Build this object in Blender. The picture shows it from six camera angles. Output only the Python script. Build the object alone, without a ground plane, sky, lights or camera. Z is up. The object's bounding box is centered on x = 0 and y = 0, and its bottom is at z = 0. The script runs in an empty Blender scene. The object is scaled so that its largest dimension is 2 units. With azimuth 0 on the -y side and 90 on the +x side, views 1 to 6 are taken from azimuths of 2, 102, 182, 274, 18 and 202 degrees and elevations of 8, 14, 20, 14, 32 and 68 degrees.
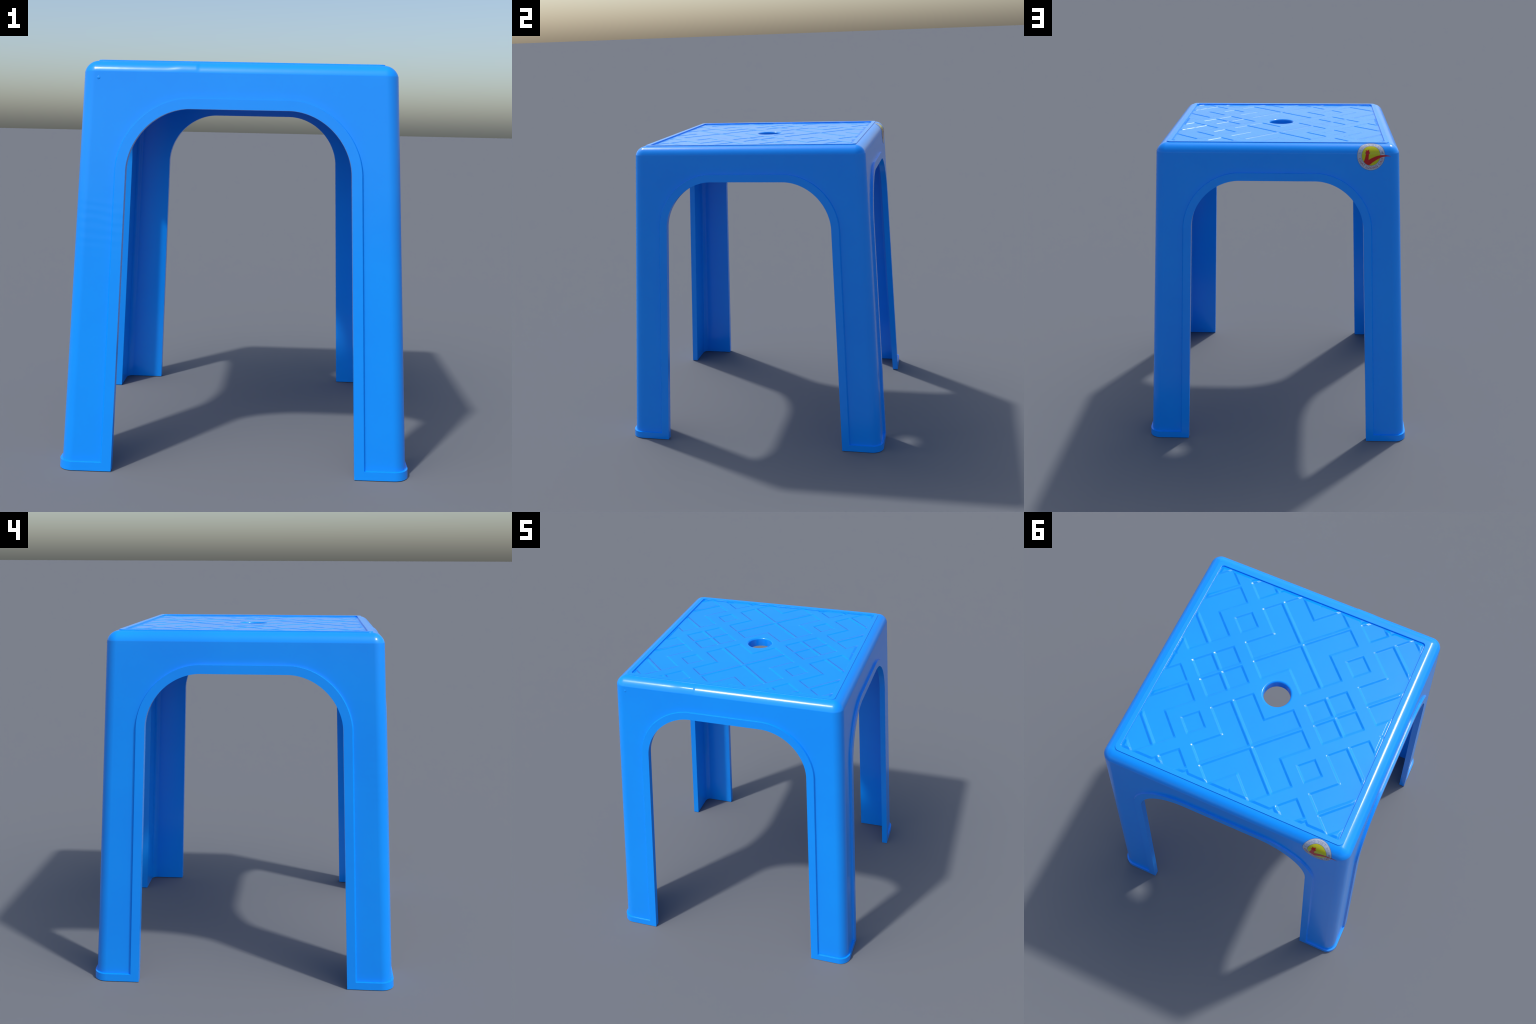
# A square blue moulded plastic stool: tapered shell body with four L-section
# legs, arched openings edged by a raised flange, a raised foot band, a rounded
# seat edge, a bordered seat with a diagonal basket pattern and a centre hole,
# and a round quality sticker wrapped over the seat edge.
import bpy, bmesh, math
from math import sin, cos, pi, sqrt, atan2
from mathutils import Vector

# ---------------------------------------------------------------- dimensions
TAPER = 0.0535                     # wall draft
Z_RIM = 1.940                      # where the side wall starts to round over
RIM_W = 0.060                      # how far the seat edge rounding reaches in
RIM_T0, RIM_T1 = math.radians(8), math.radians(76)   # its tilt from level
RIM_R = RIM_W / (sin(RIM_T1) - sin(RIM_T0))
COR_R = 0.064                      # vertical corner rounding
PROUD = 0.012                      # flange and foot band stand this proud
WALL_T = 0.040                     # thickness at the flange
Z_CEIL = 1.936                     # underside of the seat
IN_R = 0.036                       # inner fillets
Z_IN = Z_CEIL - IN_R
FOOT_H = 0.042
ARCH_TOP, ARCH_C, ARCH_Z = 1.772, 0.235, 1.46
ARCH_RX, ARCH_RZ, ARCH_P = 0.306, 0.312, 1.93
LEG_SLOPE = 0.0397
FLANGE = 0.048
Z_TOP = 2.0
LATTICE = 1.9982                   # top of the basket pattern
RECESS = 1.9916                    # floor of the recessed cells
SHALLOW = 0.26                     # the relief is pressed to this share of its depth
HOLE_R = 0.079

def rim_profile(u):
    """u 0..1 from the wall to the border: how far in, how far up"""
    t = RIM_T1 + (RIM_T0 - RIM_T1) * u
    return RIM_R * (sin(RIM_T1) - sin(t)), RIM_R * (cos(t) - cos(RIM_T1))
def wall(z):   return 0.752 + (1.93 - z) * TAPER
def flange(z): return wall(z) + PROUD
def inner(z):  return flange(z) - WALL_T

# the step beyond the flange edge: how proud the surface still is, and how far
# out; near upright over the arch and on the foot, drafted along the legs
STEP_F = (1.0, 0.05, 0.0)
STEP_TAIL = 0.010
LEDGE_W, LEG_W = 0.0003, 0.0075

def spow(v, p): return (abs(v) ** p) * (1 if v >= 0 else -1)

# ------------------------------------------------- columns along half an arch
N_TOP, N_ARC, N_LEG = 32, 44, 18
SPLIT = N_TOP + 24                 # column that runs to the upper corner
def columns():
    """for every column: function offset -> (h, z) on the face plane"""
    cols = []
    for i in range(N_TOP):
        h = ARCH_C * i / N_TOP
        cols.append(lambda o, h=h: (h, ARCH_TOP + o))
    for i in range(N_ARC + 1):
        a = (pi / 2) * (1 - i / N_ARC)
        def f(o, a=a):
            e = 2.0 / ARCH_P
            return (ARCH_C + (ARCH_RX + o) * spow(cos(a), e),
                    ARCH_Z + (ARCH_RZ + o) * spow(sin(a), e))
        cols.append(f)
    zs = [ARCH_Z + (0.30 - ARCH_Z) * (k + 1) / N_LEG for k in range(N_LEG)]
    zs += [0.18, 0.11, 0.08] + [FOOT_H + LEDGE_W + STEP_TAIL, FOOT_H + LEDGE_W, FOOT_H, 0.020, 0.0]
    for z in zs:
        h0 = ARCH_C + ARCH_RX + (ARCH_Z - z) * LEG_SLOPE
        cols.append(lambda o, h0=h0, z=z: (h0 + o, z))
    return cols
COLS = columns()
NC = len(COLS)
LEG0 = N_TOP + N_ARC               # first leg column
FOOT0 = NC - 5         # column where the ledge starts
def step_width(j):
    if j <= N_TOP: return LEDGE_W
    t = min(1.0, (j - N_TOP) / N_ARC)
    return LEDGE_W + (LEG_W - LEDGE_W) * t ** 1.5
def foot_frac(j):
    """how proud a column is because of the foot band"""
    return 1.0 if j >= NC - 3 else {NC - 4: STEP_F[1], NC - 5: STEP_F[2]}.get(j, 0.0)
def offset(j, o):
    """o is a plain offset, or ('step', k) for the k-th line of the step"""
    if isinstance(o, tuple):
        w = step_width(j)
        return FLANGE + (0.0, w, w + STEP_TAIL)[o[1]]
    return o

# -------------------------------------------------------------- mesh builder
class Shell:
    """vertices and tagged faces of one eighth, mirrored to the full body"""
    def __init__(self):
        self.v, self.f, self.tag = [], [], []
    def add(self, p):
        self.v.append(Vector(p)); return len(self.v) - 1
    def quad(self, a, b, c, d, tag):
        self.f.append((a, b, c, d)); self.tag.append(tag)
    def grid(self, rows, tag, flip=False):
        for r0, r1 in zip(rows, rows[1:]):
            for j in range(len(r0) - 1):
                t = tag(j) if callable(tag) else tag
                q = (r0[j], r0[j + 1], r1[j + 1], r1[j])
                self.quad(*(q[::-1] if flip else q), t)

S = Shell()
P3 = lambda h, d, z: (h, -d, z)

def build_side(depth, proud, rc, ztop, offs, top_r, flip, inside):
    """arch edge -> panel -> corner sweep and top rounding"""
    hc_top = depth(ztop) - rc
    rows = []
    n_mid = 5
    outer = []
    for j, c in enumerate(COLS):
        if j <= N_TOP:
            outer.append((COLS[j](0)[0], ztop))
        elif j <= SPLIT:
            u = (j - N_TOP) / (SPLIT - N_TOP)
            outer.append((ARCH_C + (hc_top - ARCH_C) * u, ztop))
        elif j <= LEG0:
            u = (j - SPLIT) / (LEG0 - SPLIT)
            z = ztop + (ARCH_Z - ztop) * u
            outer.append((depth(z) - rc, z))
        else:
            z = c(0)[1]
            outer.append((depth(z) - rc, z))
    def put(h, z, j, k):
        pr = PROUD * max(k, foot_frac(j)) if proud else 0.0
        return S.add(P3(h, depth(z) + pr, z))
    for o in offs:
        k = STEP_F[o[1]] if isinstance(o, tuple) else 1.0
        rows.append([put(*c(offset(j, o)), j, k) for j, c in enumerate(COLS)])
    last = offs[-1]
    for m in range(1, n_mid + 1):
        u = m / n_mid
        row = []
        for j, c in enumerate(COLS):
            h0, z0 = c(offset(j, last)); h1, z1 = outer[j]
            row.append(put(h0 + (h1 - h0) * u, z0 + (z1 - z0) * u, j, 0.0))
        rows.append(row)
    pre = 'in_' if inside else ''
    def region(j):
        if j < LEG0: return pre + 'apron'
        if j >= FOOT0 and not inside: return 'foot'
        return pre + 'leg'
    nf = 1 if not inside else 0
    if nf:
        k = len(STEP_F) + 1
        S.grid(rows[:k], lambda j: 'arch_flange' if j < FOOT0 else 'foot', flip)
        S.grid(rows[k - 1:], region, flip)
    else:
        S.grid(rows, region, flip)
    # corner sweep, columns SPLIT..end
    na = 8
    edge = rows[-1]
    crows = [edge[SPLIT:]]
    for k in range(1, na + 1):
        a = (pi / 4) * k / na
        row = []
        for j in range(SPLIT, NC):
            h, z = outer[j]
            pr = PROUD * foot_frac(j) if proud else 0.0
            rr = rc + pr
            row.append(S.add(P3(h + rr * sin(a), h + rr * cos(a), z)))
        crows.append(row)
    S.grid(crows, lambda j: region(j + SPLIT), flip)
    # rounding over the top
    nb = 16
    loop = edge[:SPLIT + 1] + [r[0] for r in crows[1:]]
    lrows = [loop]
    for k in range(1, nb + 1):
        if inside:
            t = (pi / 2) * k / nb
            din, up = top_r * (1 - cos(t)), top_r * sin(t)
        else:
            din, up = rim_profile(k / nb)
        row = [S.add(P3(outer[j][0], depth(ztop) - din, ztop + up)) for j in range(SPLIT + 1)]
        rho = rc - din
        for m in range(1, na + 1):
            a = (pi / 4) * m / na
            row.append(S.add(P3(hc_top + rho * sin(a), hc_top + rho * cos(a),
                                ztop + up)))
        lrows.append(row)
    S.grid(lrows, pre + 'seat', flip)
    bottom = [r[-1] for r in rows] + [r[-1] for r in crows[1:]]
    return rows[0], bottom, lrows[-1], [o[0] / hc_top for o in outer[:SPLIT + 1]], na

o_offs = [0.0] + [('step', k) for k in range(3)]
arch_o, bot_o, rim_loop, frac, NA = build_side(wall, True, COR_R, Z_RIM, o_offs, RIM_W, False, False)
i_offs = [0.0, 0.012, 0.024, 0.036, 0.048, 0.060]
arch_i, bot_i, ceil_loop, fracs_i, _ = build_side(inner, False, IN_R, Z_IN, i_offs, IN_R, True, True)

# thickness of the arch edge and the soles of the feet
S.grid([arch_i, arch_o], lambda j: 'arch_flange' if j < FOOT0 else 'foot')
S.grid([bot_o, bot_i], 'foot', True)

# seat border ring: (half width, corner radius, height)
def ring(half, rad, z, fr):
    c = half - rad
    row = [S.add(P3(f * c, half, z)) for f in fr]
    for m in range(1, NA + 1):
        a = (pi / 4) * m / NA
        row.append(S.add(P3(c + rad * sin(a), c + rad * cos(a), z)))
    return row
z_rim_top = Z_RIM + rim_profile(1.0)[1]
border = [rim_loop] + [ring(h, r, z, frac) for h, r, z in (
    (0.6912, 0.026, z_rim_top), (0.6898, 0.027, z_rim_top + 0.0010),
    (0.6890, 0.027, Z_TOP - 0.0010), (0.6876, 0.026, Z_TOP),
    (0.6645, 0.020, Z_TOP), (0.6630, 0.019, Z_TOP - 0.0012), (0.6615, 0.018, RECESS - 0.004))]
S.grid(border[:2], 'seat'); S.grid(border[1:], 'seat_border')

# ceiling, drawn in to the hole
hole_row = []
for i in ceil_loop:
    p = S.v[i]; a = atan2(p.x, -p.y)
    hole_row.append(S.add(P3(HOLE_R * sin(a), HOLE_R * cos(a), Z_CEIL)))
S.grid([ceil_loop, hole_row], 'in_seat', True)

# ------------------------------------------------------ mirror to a full body
def full_body(sh):
    verts, faces, tags = [], [], []
    for q in range(4):
        ca, sa = [(1, 0), (0, 1), (-1, 0), (0, -1)][q]
        for mir in (1, -1):
            base = len(verts)
            for p in sh.v:
                x, y = p.x * mir, p.y
                verts.append((x * ca - y * sa, x * sa + y * ca, p.z))
            for f, t in zip(sh.f, sh.tag):
                idx = [base + i for i in f]
                if mir < 0: idx.reverse()
                faces.append(idx); tags.append((t, q, mir))
    return verts, faces, tags
V, Fc, Tg = full_body(S)

# small moulding flaws: a front-edge ridge raised to break the sun streak, a pimple
def flaw(p):
    x, y, z = p
    if y < -0.66 and Z_RIM - 0.001 < z < 1.9945 and -0.34 < x < -0.205:
        dy = -y - (wall(Z_RIM) - RIM_R * sin(RIM_T1)); dz = z - (Z_RIM - RIM_R * cos(RIM_T1))
        t = atan2(dy, dz); mid = (RIM_T0 + RIM_T1) / 2
        k = max(0.0, 1 - abs(t - mid) / (mid - RIM_T0)) * min(1.0, (x + 0.34) / 0.05)
        x, y, z = (Vector((x, y, z)) + Vector((0, -sin(t), cos(t))) * 0.0030 * k)[:]
    return (x, y, z)
V = [flaw(p) for p in V]

me = bpy.data.meshes.new("stool_body_source")
me.from_pydata(V, [], Fc)
me.update()
bm = bmesh.new(); bm.from_mesh(me)
names = sorted({t[0] for t in Tg})
lay = bm.faces.layers.int.new("part")
bm.faces.ensure_lookup_table()
# octant number, used to split legs and aprons by side
for f, (t, q, mir) in zip(bm.faces, Tg):
    f[lay] = names.index(t) * 100 + q * 10 + (1 if mir > 0 else 0)
bmesh.ops.remove_doubles(bm, verts=bm.verts, dist=1e-5)
for f in list(bm.faces):
    if f.calc_area() < 1e-12: bm.faces.remove(f)
for f in bm.faces: f.smooth = True
for e in bm.edges:
    if len(e.link_faces) == 2:
        e.smooth = e.calc_face_angle(0.0) < math.radians(42)
bm.normal_update()
bm.to_mesh(me); bm.free()
part_id = [0] * len(me.polygons)
me.attributes["part"].data.foreach_get("value", part_id)
me.update()
def weigh_normals(mesh):
    """face-area weighted normals keep the big flats flat beside the roundings"""
    tmp = bpy.data.objects.new("stool_normals_source", mesh)
    bpy.context.scene.collection.objects.link(tmp)
    md = tmp.modifiers.new("weights", 'WEIGHTED_NORMAL')
    md.mode = 'FACE_AREA'; md.weight = 100; md.keep_sharp = True; md.thresh = 0.0001
    bpy.context.view_layer.update()
    out = bpy.data.meshes.new_from_object(tmp.evaluated_get(bpy.context.evaluated_depsgraph_get()))
    bpy.data.objects.remove(tmp)
    return out
wm = weigh_normals(me)
CN = [Vector(c.vector) for c in wm.corner_normals]
bpy.data.meshes.remove(wm)

# ------------------------------------------------------------------ materials
def new_mat(name):
    m = bpy.data.materials.new(name); m.use_nodes = True
    nt = m.node_tree
    return m, nt, nt.nodes["Principled BSDF"]

def plastic(name, col, rough):
    m, nt, b = new_mat(name)
    N, L = nt.nodes, nt.links
    tc = N.new("ShaderNodeTexCoord")
    # faint cloudiness of the colour
    n1 = N.new("ShaderNodeTexNoise"); n1.inputs["Scale"].default_value = 2.2
    n1.inputs["Detail"].default_value = 3
    L.new(tc.outputs["Object"], n1.inputs["Vector"])
    cr = N.new("ShaderNodeValToRGB")
    cr.color_ramp.elements[0].position = 0.3
    cr.color_ramp.elements[1].position = 0.7
    cr.color_ramp.elements[0].color = (col[0], col[1] * 0.96, col[2] * 0.98, 1)
    cr.color_ramp.elements[1].color = (col[0], col[1] * 1.04, min(1, col[2] * 1.02), 1)
    L.new(n1.outputs["Fac"], cr.inputs["Fac"])
    L.new(cr.outputs["Color"], b.inputs["Base Color"])
    # gentle moulding waviness
    n2 = N.new("ShaderNodeTexNoise"); n2.inputs["Scale"].default_value = 9
    n2.inputs["Detail"].default_value = 2
    L.new(tc.outputs["Object"], n2.inputs["Vector"])
    bp = N.new("ShaderNodeBump"); bp.inputs["Strength"].default_value = 0.05
    bp.inputs["Distance"].default_value = 0.01
    L.new(n2.outputs["Fac"], bp.inputs["Height"])
    L.new(bp.outputs["Normal"], b.inputs["Normal"])
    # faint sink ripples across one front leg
    wv = N.new("ShaderNodeTexWave"); wv.bands_direction = 'Z'
    wv.inputs["Scale"].default_value = 7.0; wv.inputs["Distortion"].default_value = 5.0
    wv.inputs["Detail"].default_value = 2; wv.inputs["Detail Scale"].default_value = 0.6
    L.new(tc.outputs["Object"], wv.inputs["Vector"])
    sep = N.new("ShaderNodeSeparateXYZ"); L.new(tc.outputs["Object"], sep.inputs[0])
    def ramp(axis, a, bb):
        mr = N.new("ShaderNodeMapRange"); mr.interpolation_type = 'SMOOTHSTEP'
        mr.inputs["From Min"].default_value = a; mr.inputs["From Max"].default_value = bb
        L.new(sep.outputs[axis], mr.inputs["Value"]); return mr.outputs["Result"]
    h = wv.outputs["Fac"]
    for r in (ramp("X", -0.45, -0.60), ramp("Y", -0.60, -0.70), ramp("Z", 0.98, 1.16), ramp("Z", 1.44, 1.26)):
        mm = N.new("ShaderNodeMath"); mm.operation = 'MULTIPLY'
        L.new(h, mm.inputs[0]); L.new(r, mm.inputs[1]); h = mm.outputs[0]
    b2 = N.new("ShaderNodeBump"); b2.inputs["Strength"].default_value = 0.12
    b2.inputs["Distance"].default_value = 0.0012
    L.new(h, b2.inputs["Height"]); L.new(bp.outputs["Normal"], b2.inputs["Normal"])
    L.new(b2.outputs["Normal"], b.inputs["Normal"])
    b.inputs["Roughness"].default_value = rough
    b.inputs["IOR"].default_value = 1.46
    return m
BLUE = plastic("blue_plastic", (0.004, 0.30, 1.0), 0.20)

def print_mat(name, col, rough=0.16):
    m, nt, b = new_mat(name)
    N, L = nt.nodes, nt.links
    tc = N.new("ShaderNodeTexCoord")
    n1 = N.new("ShaderNodeTexNoise"); n1.inputs["Scale"].default_value = 160
    L.new(tc.outputs["Object"], n1.inputs["Vector"])
    cr = N.new("ShaderNodeValToRGB")
    cr.color_ramp.elements[0].color = (*[c * 0.93 for c in col], 1)
    cr.color_ramp.elements[1].color = (*[min(1, c * 1.05) for c in col], 1)
    L.new(n1.outputs["Fac"], cr.inputs["Fac"])
    L.new(cr.outputs["Color"], b.inputs["Base Color"])
    b.inputs["Roughness"].default_value = rough
    return m
WHITE = print_mat("sticker_white", (0.46, 0.50, 0.58))  # white darkened and cooled: the ring's blue-grey shade is in the colour
YELLOW = print_mat("sticker_yellow", (0.60, 0.56, 0.002))
RED = print_mat("sticker_red", (0.56, 0.0, 0.002))
INK_RED = print_mat("sticker_red_ink", (0.46, 0.17, 0.17))
INK_BLUE = print_mat("sticker_blue_ink", (0.30, 0.33, 0.45))
INK_DARK = print_mat("sticker_dark_edge", (0.10, 0.13, 0.26))

# -------------------------------------------------------------- part objects
scene_col = bpy.context.scene.collection
root = bpy.data.objects.new("plastic_stool", None)
root["label"] = "square blue moulded plastic stool with four arched legs"
root["category"] = "plastic stool"
scene_col.objects.link(root)

def link(ob, parent, kind=None):
    scene_col.objects.link(ob); ob.parent = parent
    if kind: ob["kind"] = kind
    return ob

def extract(name, test, parent):
    vmap, verts, faces, norms = {}, [], [], []
    for poly in me.polygons:
        pid = part_id[poly.index]
        if not test(names[pid // 100], (pid // 10) % 10, pid % 10): continue
        f = []
        for li in poly.loop_indices:
            vi = me.loops[li].vertex_index
            if vi not in vmap:
                vmap[vi] = len(verts); verts.append(me.vertices[vi].co[:])
            f.append(vmap[vi]); norms.append(CN[li])
        faces.append(f)
    m = bpy.data.meshes.new(name)
    m.from_pydata(verts, [], faces)
    m.polygons.foreach_set("use_smooth", [True] * len(faces))
    m.update()
    m.normals_split_custom_set(norms)
    m.materials.append(BLUE)
    return link(bpy.data.objects.new(name, m), parent)

seat = extract("seat", lambda t, q, s: t in ('seat', 'in_seat'), root)
extract("seat_border", lambda t, q, s: t == 'seat_border', seat)
for k in range(4):
    # octants (k, +) and (k+1, -) meet on the diagonal: one leg
    mine = lambda q, s, k=k: (q == k and s == 1) or (q == (k + 1) % 4 and s == 0)
    apron = extract("apron", lambda t, q, s: t in ('apron', 'in_apron') and q == k, root)
    extract("arch_flange", lambda t, q, s: t == 'arch_flange' and q == k, apron)
    leg = extract("leg", lambda t, q, s: t in ('leg', 'in_leg') and mine(q, s), root)
    extract("foot", lambda t, q, s: t == 'foot' and mine(q, s), leg)
bpy.data.meshes.remove(me)

# ------------------------------------------------------- basket weave pattern
# Worked in the frame turned by 45 degrees (p along +x+y, q along -x+y).  Every
# CELL there is a crossing: even ones have four chevrons back to back, odd ones
# (alternating) four small squares, with a lone square between four crossings.
PER = 0.507
G, ARM, REACH, SQ = 0.0095, 0.1265, 0.304, 0.0525
EDGE = [(-0.0066, 0.0), (-0.0045, 0.09), (0.0045, 0.91), (0.0066, 1.0)]
def cells():
    out = []
    for i in range(-3, 4):
        for j in range(-3, 4):
            cp, cq = (i + 0.5) * PER, (j + 0.5) * PER
            if abs(cp) + abs(cq) > 1.9: continue
            kind = 'chevron' if (i + j) % 2 == 0 else 'four'
            for sp in (1, -1):
                for sq in (1, -1):
                    out.append((kind, cp, cq, sp, sq))
    for i in range(-3, 4):
        for j in range(-3, 4):
            # lone squares where the chevron arms wrap round; not at the hole
            if (i, j) != (0, 0) and abs(i) + abs(j) <= 4:
                out.append(('lone', i * PER, j * PER, 1, 1))
    return out
CELLS = cells()
def depth_in(cell, p, q):
    kind, cp, cq, sp, sq = cell
    u, v = (p - cp) * sp, (q - cq) * sq
    if kind == 'chevron':
        return min(u - G, v - G, REACH - u, REACH - v, max(ARM - u, ARM - v))
    if kind == 'four':
        return min(u - G, v - G, ARM - u, ARM - v)
    return min(SQ - abs(u), SQ - abs(v))
def frac_in(d):
    if d <= EDGE[0][0]: return 0.0
    for (a, fa), (b, fb) in zip(EDGE, EDGE[1:]):
        if d <= b: return fa + (fb - fa) * (d - a) / (b - a)
    return 1.0

def pattern_lines():
    base = set()
    for k in range(-3, 4):
        c = (k + 0.5) * PER
        for s in (1, -1):
            for e in (G, ARM, REACH): base.add(round(c + s * e, 5))
        for s in (1, -1): base.add(round(k * PER + s * SQ, 5))
    lines = {round(b + o, 5) for b in base for o, _ in EDGE}
    lines |= {round(b + o, 5) for b in base for o in (-0.0076, 0.0076)} | {-0.108, 0.108}
    return sorted(l for l in lines if abs(l) < 0.965)
LN = pattern_lines()
bm = bmesh.new()
r2 = sqrt(0.5)
gv = []
for p in LN:
    near = [c for c in CELLS if abs(c[1] - p) < REACH + 0.02]
    row = []
    for q in LN:
        d = max((depth_in(c, p, q) for c in near if abs(c[2] - q) < REACH + 0.02), default=-1)
        z = LATTICE - (LATTICE - RECESS) * frac_in(d)
        row.append(bm.verts.new(((p - q) * r2, (p + q) * r2, z)))
    gv.append(row)
for a in range(len(LN) - 1):
    for b in range(len(LN) - 1):
        mp, mq = (LN[a] + LN[a + 1]) / 2, (LN[b] + LN[b + 1]) / 2
        if abs(mp) < 0.108 and abs(mq) < 0.108: continue
        if abs(mp) + abs(mq) > 0.6625 * 2 * r2 + 0.12 and max(abs((mp - mq) * r2), abs((mp + mq) * r2)) > 0.80: continue
        bm.faces.new((gv[a][b], gv[a + 1][b], gv[a + 1][b + 1], gv[a][b + 1]))
# cut the field to the seat border and let the lattice slope down to a groove
HALF = 0.6622
cham = [(0.6430, 0.0), (0.6450, 0.07), (0.6565, 0.93), (0.6590, 1.0)]
for c in [HALF] + [x for x, _ in cham]:
    for n in ((1, 0, 0), (-1, 0, 0), (0, 1, 0), (0, -1, 0)):
        n = Vector(n)
        bmesh.ops.bisect_plane(bm, geom=bm.verts[:] + bm.edges[:] + bm.faces[:], dist=1e-6,
                               plane_co=n * c, plane_no=n, clear_outer=(c == HALF))
for v in bm.verts:
    r = max(abs(v.co.x), abs(v.co.y))
    if r > cham[0][0]:
        f = 1.0
        for (a, fa), (b, fb) in zip(cham, cham[1:]):
            if r <= b + 1e-6:
                f = fa + (fb - fa) * min(1, max(0, (r - a) / (b - a))); break
        v.co.z = min(v.co.z, LATTICE - (LATTICE - RECESS) * f)
bmesh.ops.delete(bm, geom=[v for v in bm.verts if not v.link_faces], context='VERTS')
# hole: square opening of the grid filled up to a rounded lip and a short tube
sq_edges = [e for e in bm.edges if e.is_boundary and
            max(abs(e.verts[0].co.x), abs(e.verts[0].co.y)) < 0.2]
NH = 96
rings = []
LIP = 0.011
prof = [(HOLE_R + LIP, LATTICE)]
for k in range(1, 7):
    t = (pi / 2) * k / 6
    prof.append((HOLE_R + LIP - LIP * sin(t), LATTICE - LIP * (1 - cos(t))))
prof.append((HOLE_R, Z_CEIL))
for r, z in prof:
    rings.append([bm.verts.new((r * cos(2 * pi * k / NH), r * sin(2 * pi * k / NH), z)) for k in range(NH)])
lip_edges = [bm.edges.new((rings[0][k], rings[0][(k + 1) % NH])) for k in range(NH)]
bmesh.ops.triangle_fill(bm, use_beauty=True, edges=sq_edges + lip_edges)
for a, b in zip(rings, rings[1:]):
    for k in range(NH):
        k2 = (k + 1) % NH
        bm.faces.new((a[k], a[k2], b[k2], b[k]))
bmesh.ops.recalc_face_normals(bm, faces=bm.faces[:])
if sum(f.normal.z * f.calc_area() for f in bm.faces) < 0:
    bmesh.ops.reverse_faces(bm, faces=bm.faces[:])
for f in bm.faces: f.smooth = True
pm0 = bpy.data.meshes.new("basket_pattern_source"); bm.to_mesh(pm0); bm.free()
pm = weigh_normals(pm0); bpy.data.meshes.remove(pm0); pm.name = "basket_pattern"
# press the relief shallow but keep the shading of its crisp moulded edges
pn = [Vector(c.vector) for c in pm.corner_normals]
for v in pm.vertices:
    if v.co.xy.length > HOLE_R + LIP - 1e-5:
        v.co.z = RECESS + (v.co.z - RECESS) * SHALLOW
    elif v.co.z > Z_CEIL + 0.002:
        v.co.z -= (LATTICE - RECESS) * (1 - SHALLOW)
pm.update()
pm.normals_split_custom_set(pn)
pm.materials.append(BLUE)
link(bpy.data.objects.new("basket_pattern", pm), seat)

# ------------------------------------------------------------ moulding pimple
bm = bmesh.new()
bmesh.ops.create_uvsphere(bm, u_segments=20, v_segments=12, radius=1.0)
for v in bm.verts:
    v.co = Vector((v.co.x * 0.0085, v.co.y * 0.0022, v.co.z * 0.0085)) + Vector((-0.6735, -wall(1.911) + 0.0006, 1.911))
for f in bm.faces: f.smooth = True
m = bpy.data.meshes.new("moulding_pimple"); bm.to_mesh(m); bm.free(); m.materials.append(BLUE)
link(bpy.data.objects.new("moulding_pimple", m), seat)

# -------------------------------------------------------------------- sticker
# local u runs towards -x, w runs upwards along the surface; w = 0 at the start
# of the seat edge rounding on the +y side
ST_X, ST_W = -0.575, -0.0080
RU, RV, IU, IV = 0.0852, 0.0912, 0.0556, 0.0610
def on_surface(u, w, off):
    x = ST_X - u
    if w <= 0:
        z = Z_RIM + w; y = wall(z); n = Vector((0, 1, 0))
    else:
        arc = RIM_R * (RIM_T1 - RIM_T0)
        u = min(1.0, w / arc)
        din, up = rim_profile(u)
        y = wall(Z_RIM) - din; z = Z_RIM + up
        t = RIM_T1 + (RIM_T0 - RIM_T1) * u
        n = Vector((0, sin(t), cos(t)))
        y -= max(0.0, w - arc)
    p = Vector((x, y, z))
    hc = wall(min(z, Z_RIM)) - COR_R
    if -x > hc:                    # tail of the tick bends round the corner
        a = (-x - hc) / COR_R
        p.x, p.y = -(hc + COR_R * sin(a)), p.y - COR_R * (1 - cos(a))
        n = Vector((-sin(a), cos(a) * n.y, n.z))
    return p + n * off

def annulus(name, r0, r1, off, mat, parent, skirt=True, steps=8, n=96):
    bm = bmesh.new(); rows = []
    for k in range(steps + 1):
        f = k / steps
        ru = r0[0] + (r1[0] - r0[0]) * f; rv = r0[1] + (r1[1] - r0[1]) * f
        if ru < 1e-6:
            rows.append([bm.verts.new(on_surface(0, ST_W, off))]); continue
        rows.append([bm.verts.new(on_surface(ru * cos(2 * pi * i / n), ST_W + rv * sin(2 * pi * i / n), off)) for i in range(n)])
    if skirt:
        rows.append([bm.verts.new(on_surface(r1[0] * cos(2 * pi * i / n), ST_W + r1[1] * sin(2 * pi * i / n), -0.0004)) for i in range(n)])
    for a, b in zip(rows, rows[1:]):
        for i in range(n):
            j = (i + 1) % n
            if len(a) == 1: bm.faces.new((a[0], b[i], b[j]))
            else: bm.faces.new((a[i], b[i], b[j], a[j]))
    bmesh.ops.recalc_face_normals(bm, faces=bm.faces[:])
    if sum(f.normal.dot(Vector((0, 1, 1))) for f in bm.faces) < 0:
        bmesh.ops.reverse_faces(bm, faces=bm.faces[:])
    for f in bm.faces: f.smooth = True
    for e in bm.edges:
        if len(e.link_faces) == 2: e.smooth = e.calc_face_angle(0) < 0.6
    m = bpy.data.meshes.new(name); bm.to_mesh(m); bm.free(); m.materials.append(mat)
    return link(bpy.data.objects.new(name, m), parent)

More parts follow.
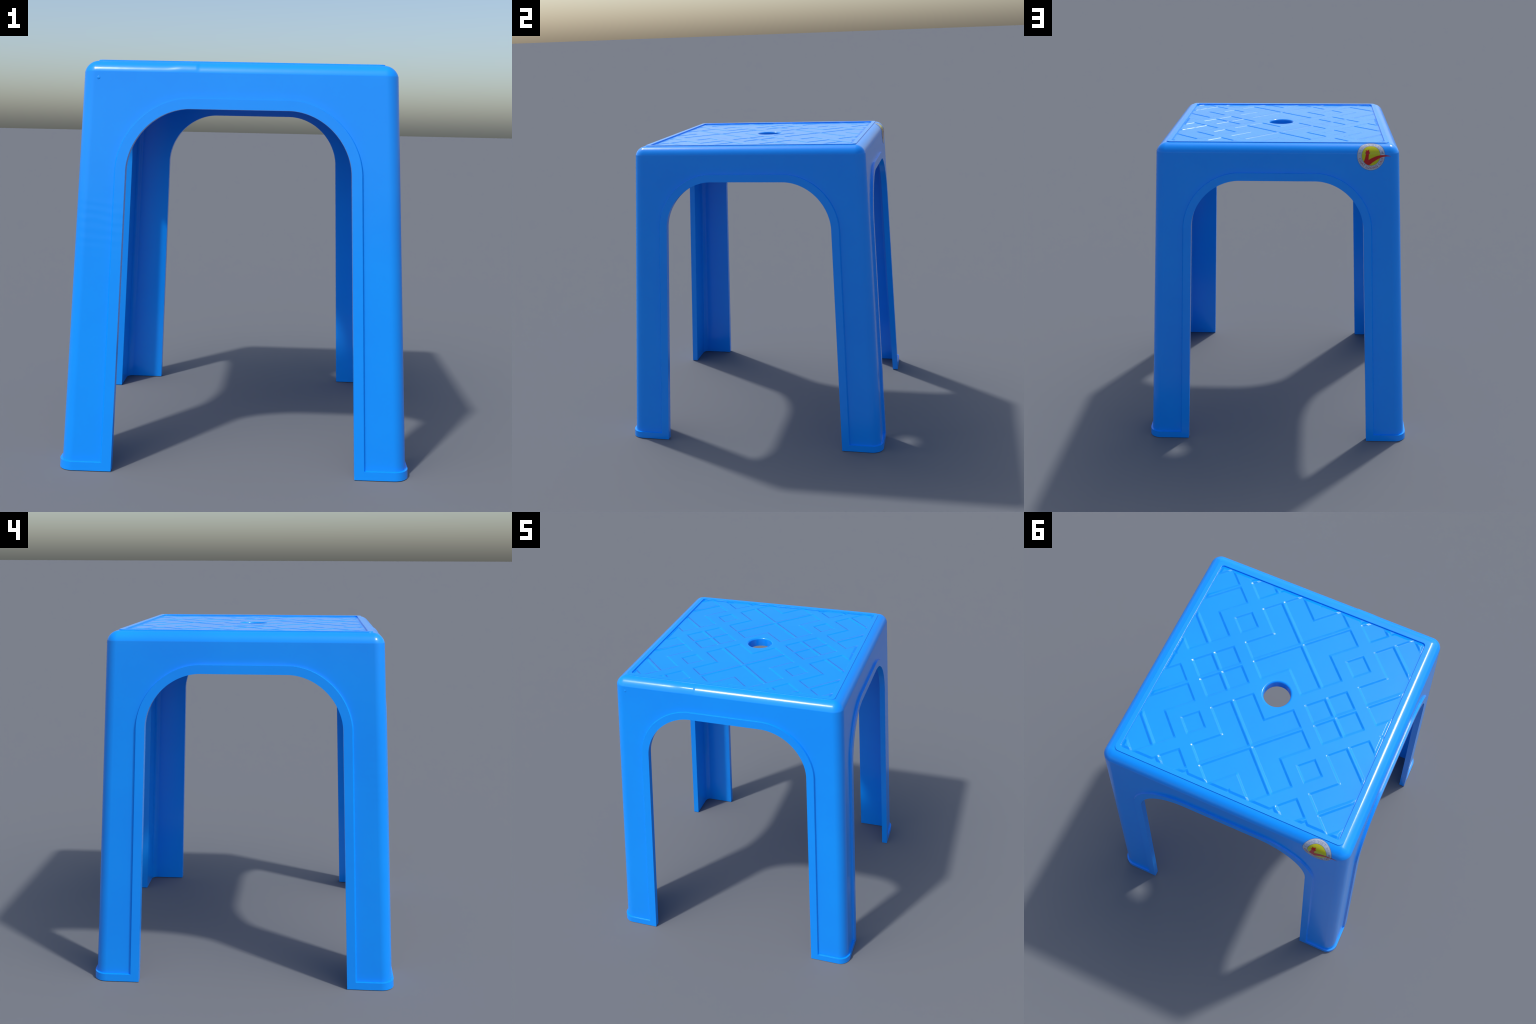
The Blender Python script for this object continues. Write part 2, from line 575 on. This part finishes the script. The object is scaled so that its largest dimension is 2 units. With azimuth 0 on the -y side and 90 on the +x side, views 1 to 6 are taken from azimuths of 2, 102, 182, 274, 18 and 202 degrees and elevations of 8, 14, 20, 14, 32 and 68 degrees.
sticker = annulus("sticker", (0, 0), (RU, RV), 0.0008, WHITE, root, steps=24)
annulus("sticker_outline", (RU - 0.0016, RV - 0.0016), (RU, RV), 0.0012, INK_DARK, sticker, steps=1)
annulus("sticker_outline", (IU, IV), (IU + 0.0020, IV + 0.0020), 0.0012, INK_DARK, sticker, steps=1)
annulus("yellow_disc", (0, 0), (IU, IV), 0.0012, YELLOW, sticker, steps=24)

def wrap_mesh(name, bm, off, mat, parent, thick=0.0006):
    """bm is flat in (u, w): cut it small, wrap it and give it thickness"""
    bmesh.ops.triangulate(bm, faces=bm.faces[:])
    for _ in range(4):
        long_e = [e for e in bm.edges if e.calc_length() > 0.007]
        if not long_e: break
        bmesh.ops.subdivide_edges(bm, edges=long_e, cuts=1)
        bmesh.ops.triangulate(bm, faces=bm.faces[:])
    for v in bm.verts: v.co = on_surface(v.co.x, v.co.y, off)
    bmesh.ops.recalc_face_normals(bm, faces=bm.faces[:])
    if sum(f.normal.dot(Vector((0, 1, 1))) for f in bm.faces) < 0:
        bmesh.ops.reverse_faces(bm, faces=bm.faces[:])
    ret = bmesh.ops.extrude_face_region(bm, geom=[e for e in bm.edges if e.is_boundary])
    m = bpy.data.meshes.new(name); bm.to_mesh(m); bm.free(); m.materials.append(mat)
    return link(bpy.data.objects.new(name, m), parent)

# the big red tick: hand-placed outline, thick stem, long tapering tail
tick = [(-0.0338, 0.0330), (-0.0225, 0.0300), (-0.0110, 0.0370), (-0.0118, 0.0240),
        (-0.0058, 0.0150), (-0.0128, 0.0085), (-0.0140, -0.0040), (-0.0146, -0.0265),
        (0.0010, -0.0170), (0.0215, -0.0075), (0.0400, -0.0005), (0.0610, 0.0035),
        (0.0850, 0.0042), (0.1080, 0.0005), (0.1245, -0.0040), (0.1120, -0.0030),
        (0.0950, -0.0035), (0.0780, -0.0058), (0.0610, -0.0115), (0.0460, -0.0190),
        (0.0300, -0.0290), (0.0110, -0.0420), (-0.0040, -0.0545), (-0.0105, -0.0590),
        (-0.0190, -0.0568), (-0.0310, -0.0505), (-0.0430, -0.0385), (-0.0400, -0.0290),
        (-0.0360, -0.0140), (-0.0330, 0.0000), (-0.0318, 0.0100), (-0.0375, 0.0150),
        (-0.0300, 0.0230)]
bm = bmesh.new()
tv = [bm.verts.new((u, ST_W + w, 0)) for u, w in tick]
te = [bm.edges.new((tv[k], tv[(k + 1) % len(tv)])) for k in range(len(tv))]
bmesh.ops.triangle_fill(bm, use_beauty=True, edges=te)
wrap_mesh("red_tick", bm, 0.0018, RED, sticker)

def arc_text(name, body, size, radius_k, a0, a1, inward, mat):
    cu = bpy.data.curves.new(name, 'FONT'); cu.body = body; cu.size = size
    cu.resolution_u = 3; cu.space_character = 1.12; cu.offset = 0.0006
    tmp = bpy.data.objects.new(name, cu); scene_col.objects.link(tmp)
    bpy.context.view_layer.update()
    m = bpy.data.meshes.new_from_object(tmp.evaluated_get(bpy.context.evaluated_depsgraph_get()))
    bpy.data.objects.remove(tmp)
    xs = [v.co.x for v in m.vertices]; ys = [v.co.y for v in m.vertices]
    x0, x1 = min(xs), max(xs); ym = (min(ys) + max(ys)) / 2
    bm = bmesh.new(); bm.from_mesh(m); bpy.data.meshes.remove(m)
    for v in bm.verts:
        a = a0 + (a1 - a0) * (v.co.x - x0) / (x1 - x0)
        dr = (v.co.y - ym) * (-1 if inward else 1)
        v.co = Vector(((RU * radius_k + dr) * cos(a), ST_W + (RV * radius_k + dr) * sin(a), 0))
    return wrap_mesh(name, bm, 0.0014, mat, sticker)
D = math.radians
arc_text("lettering", "HANG VIET NAM", 0.021, 0.825, D(172), D(8), False, INK_BLUE)
arc_text("lettering", "CHAT LUONG CAO", 0.021, 0.825, D(192), D(350), True, INK_RED)
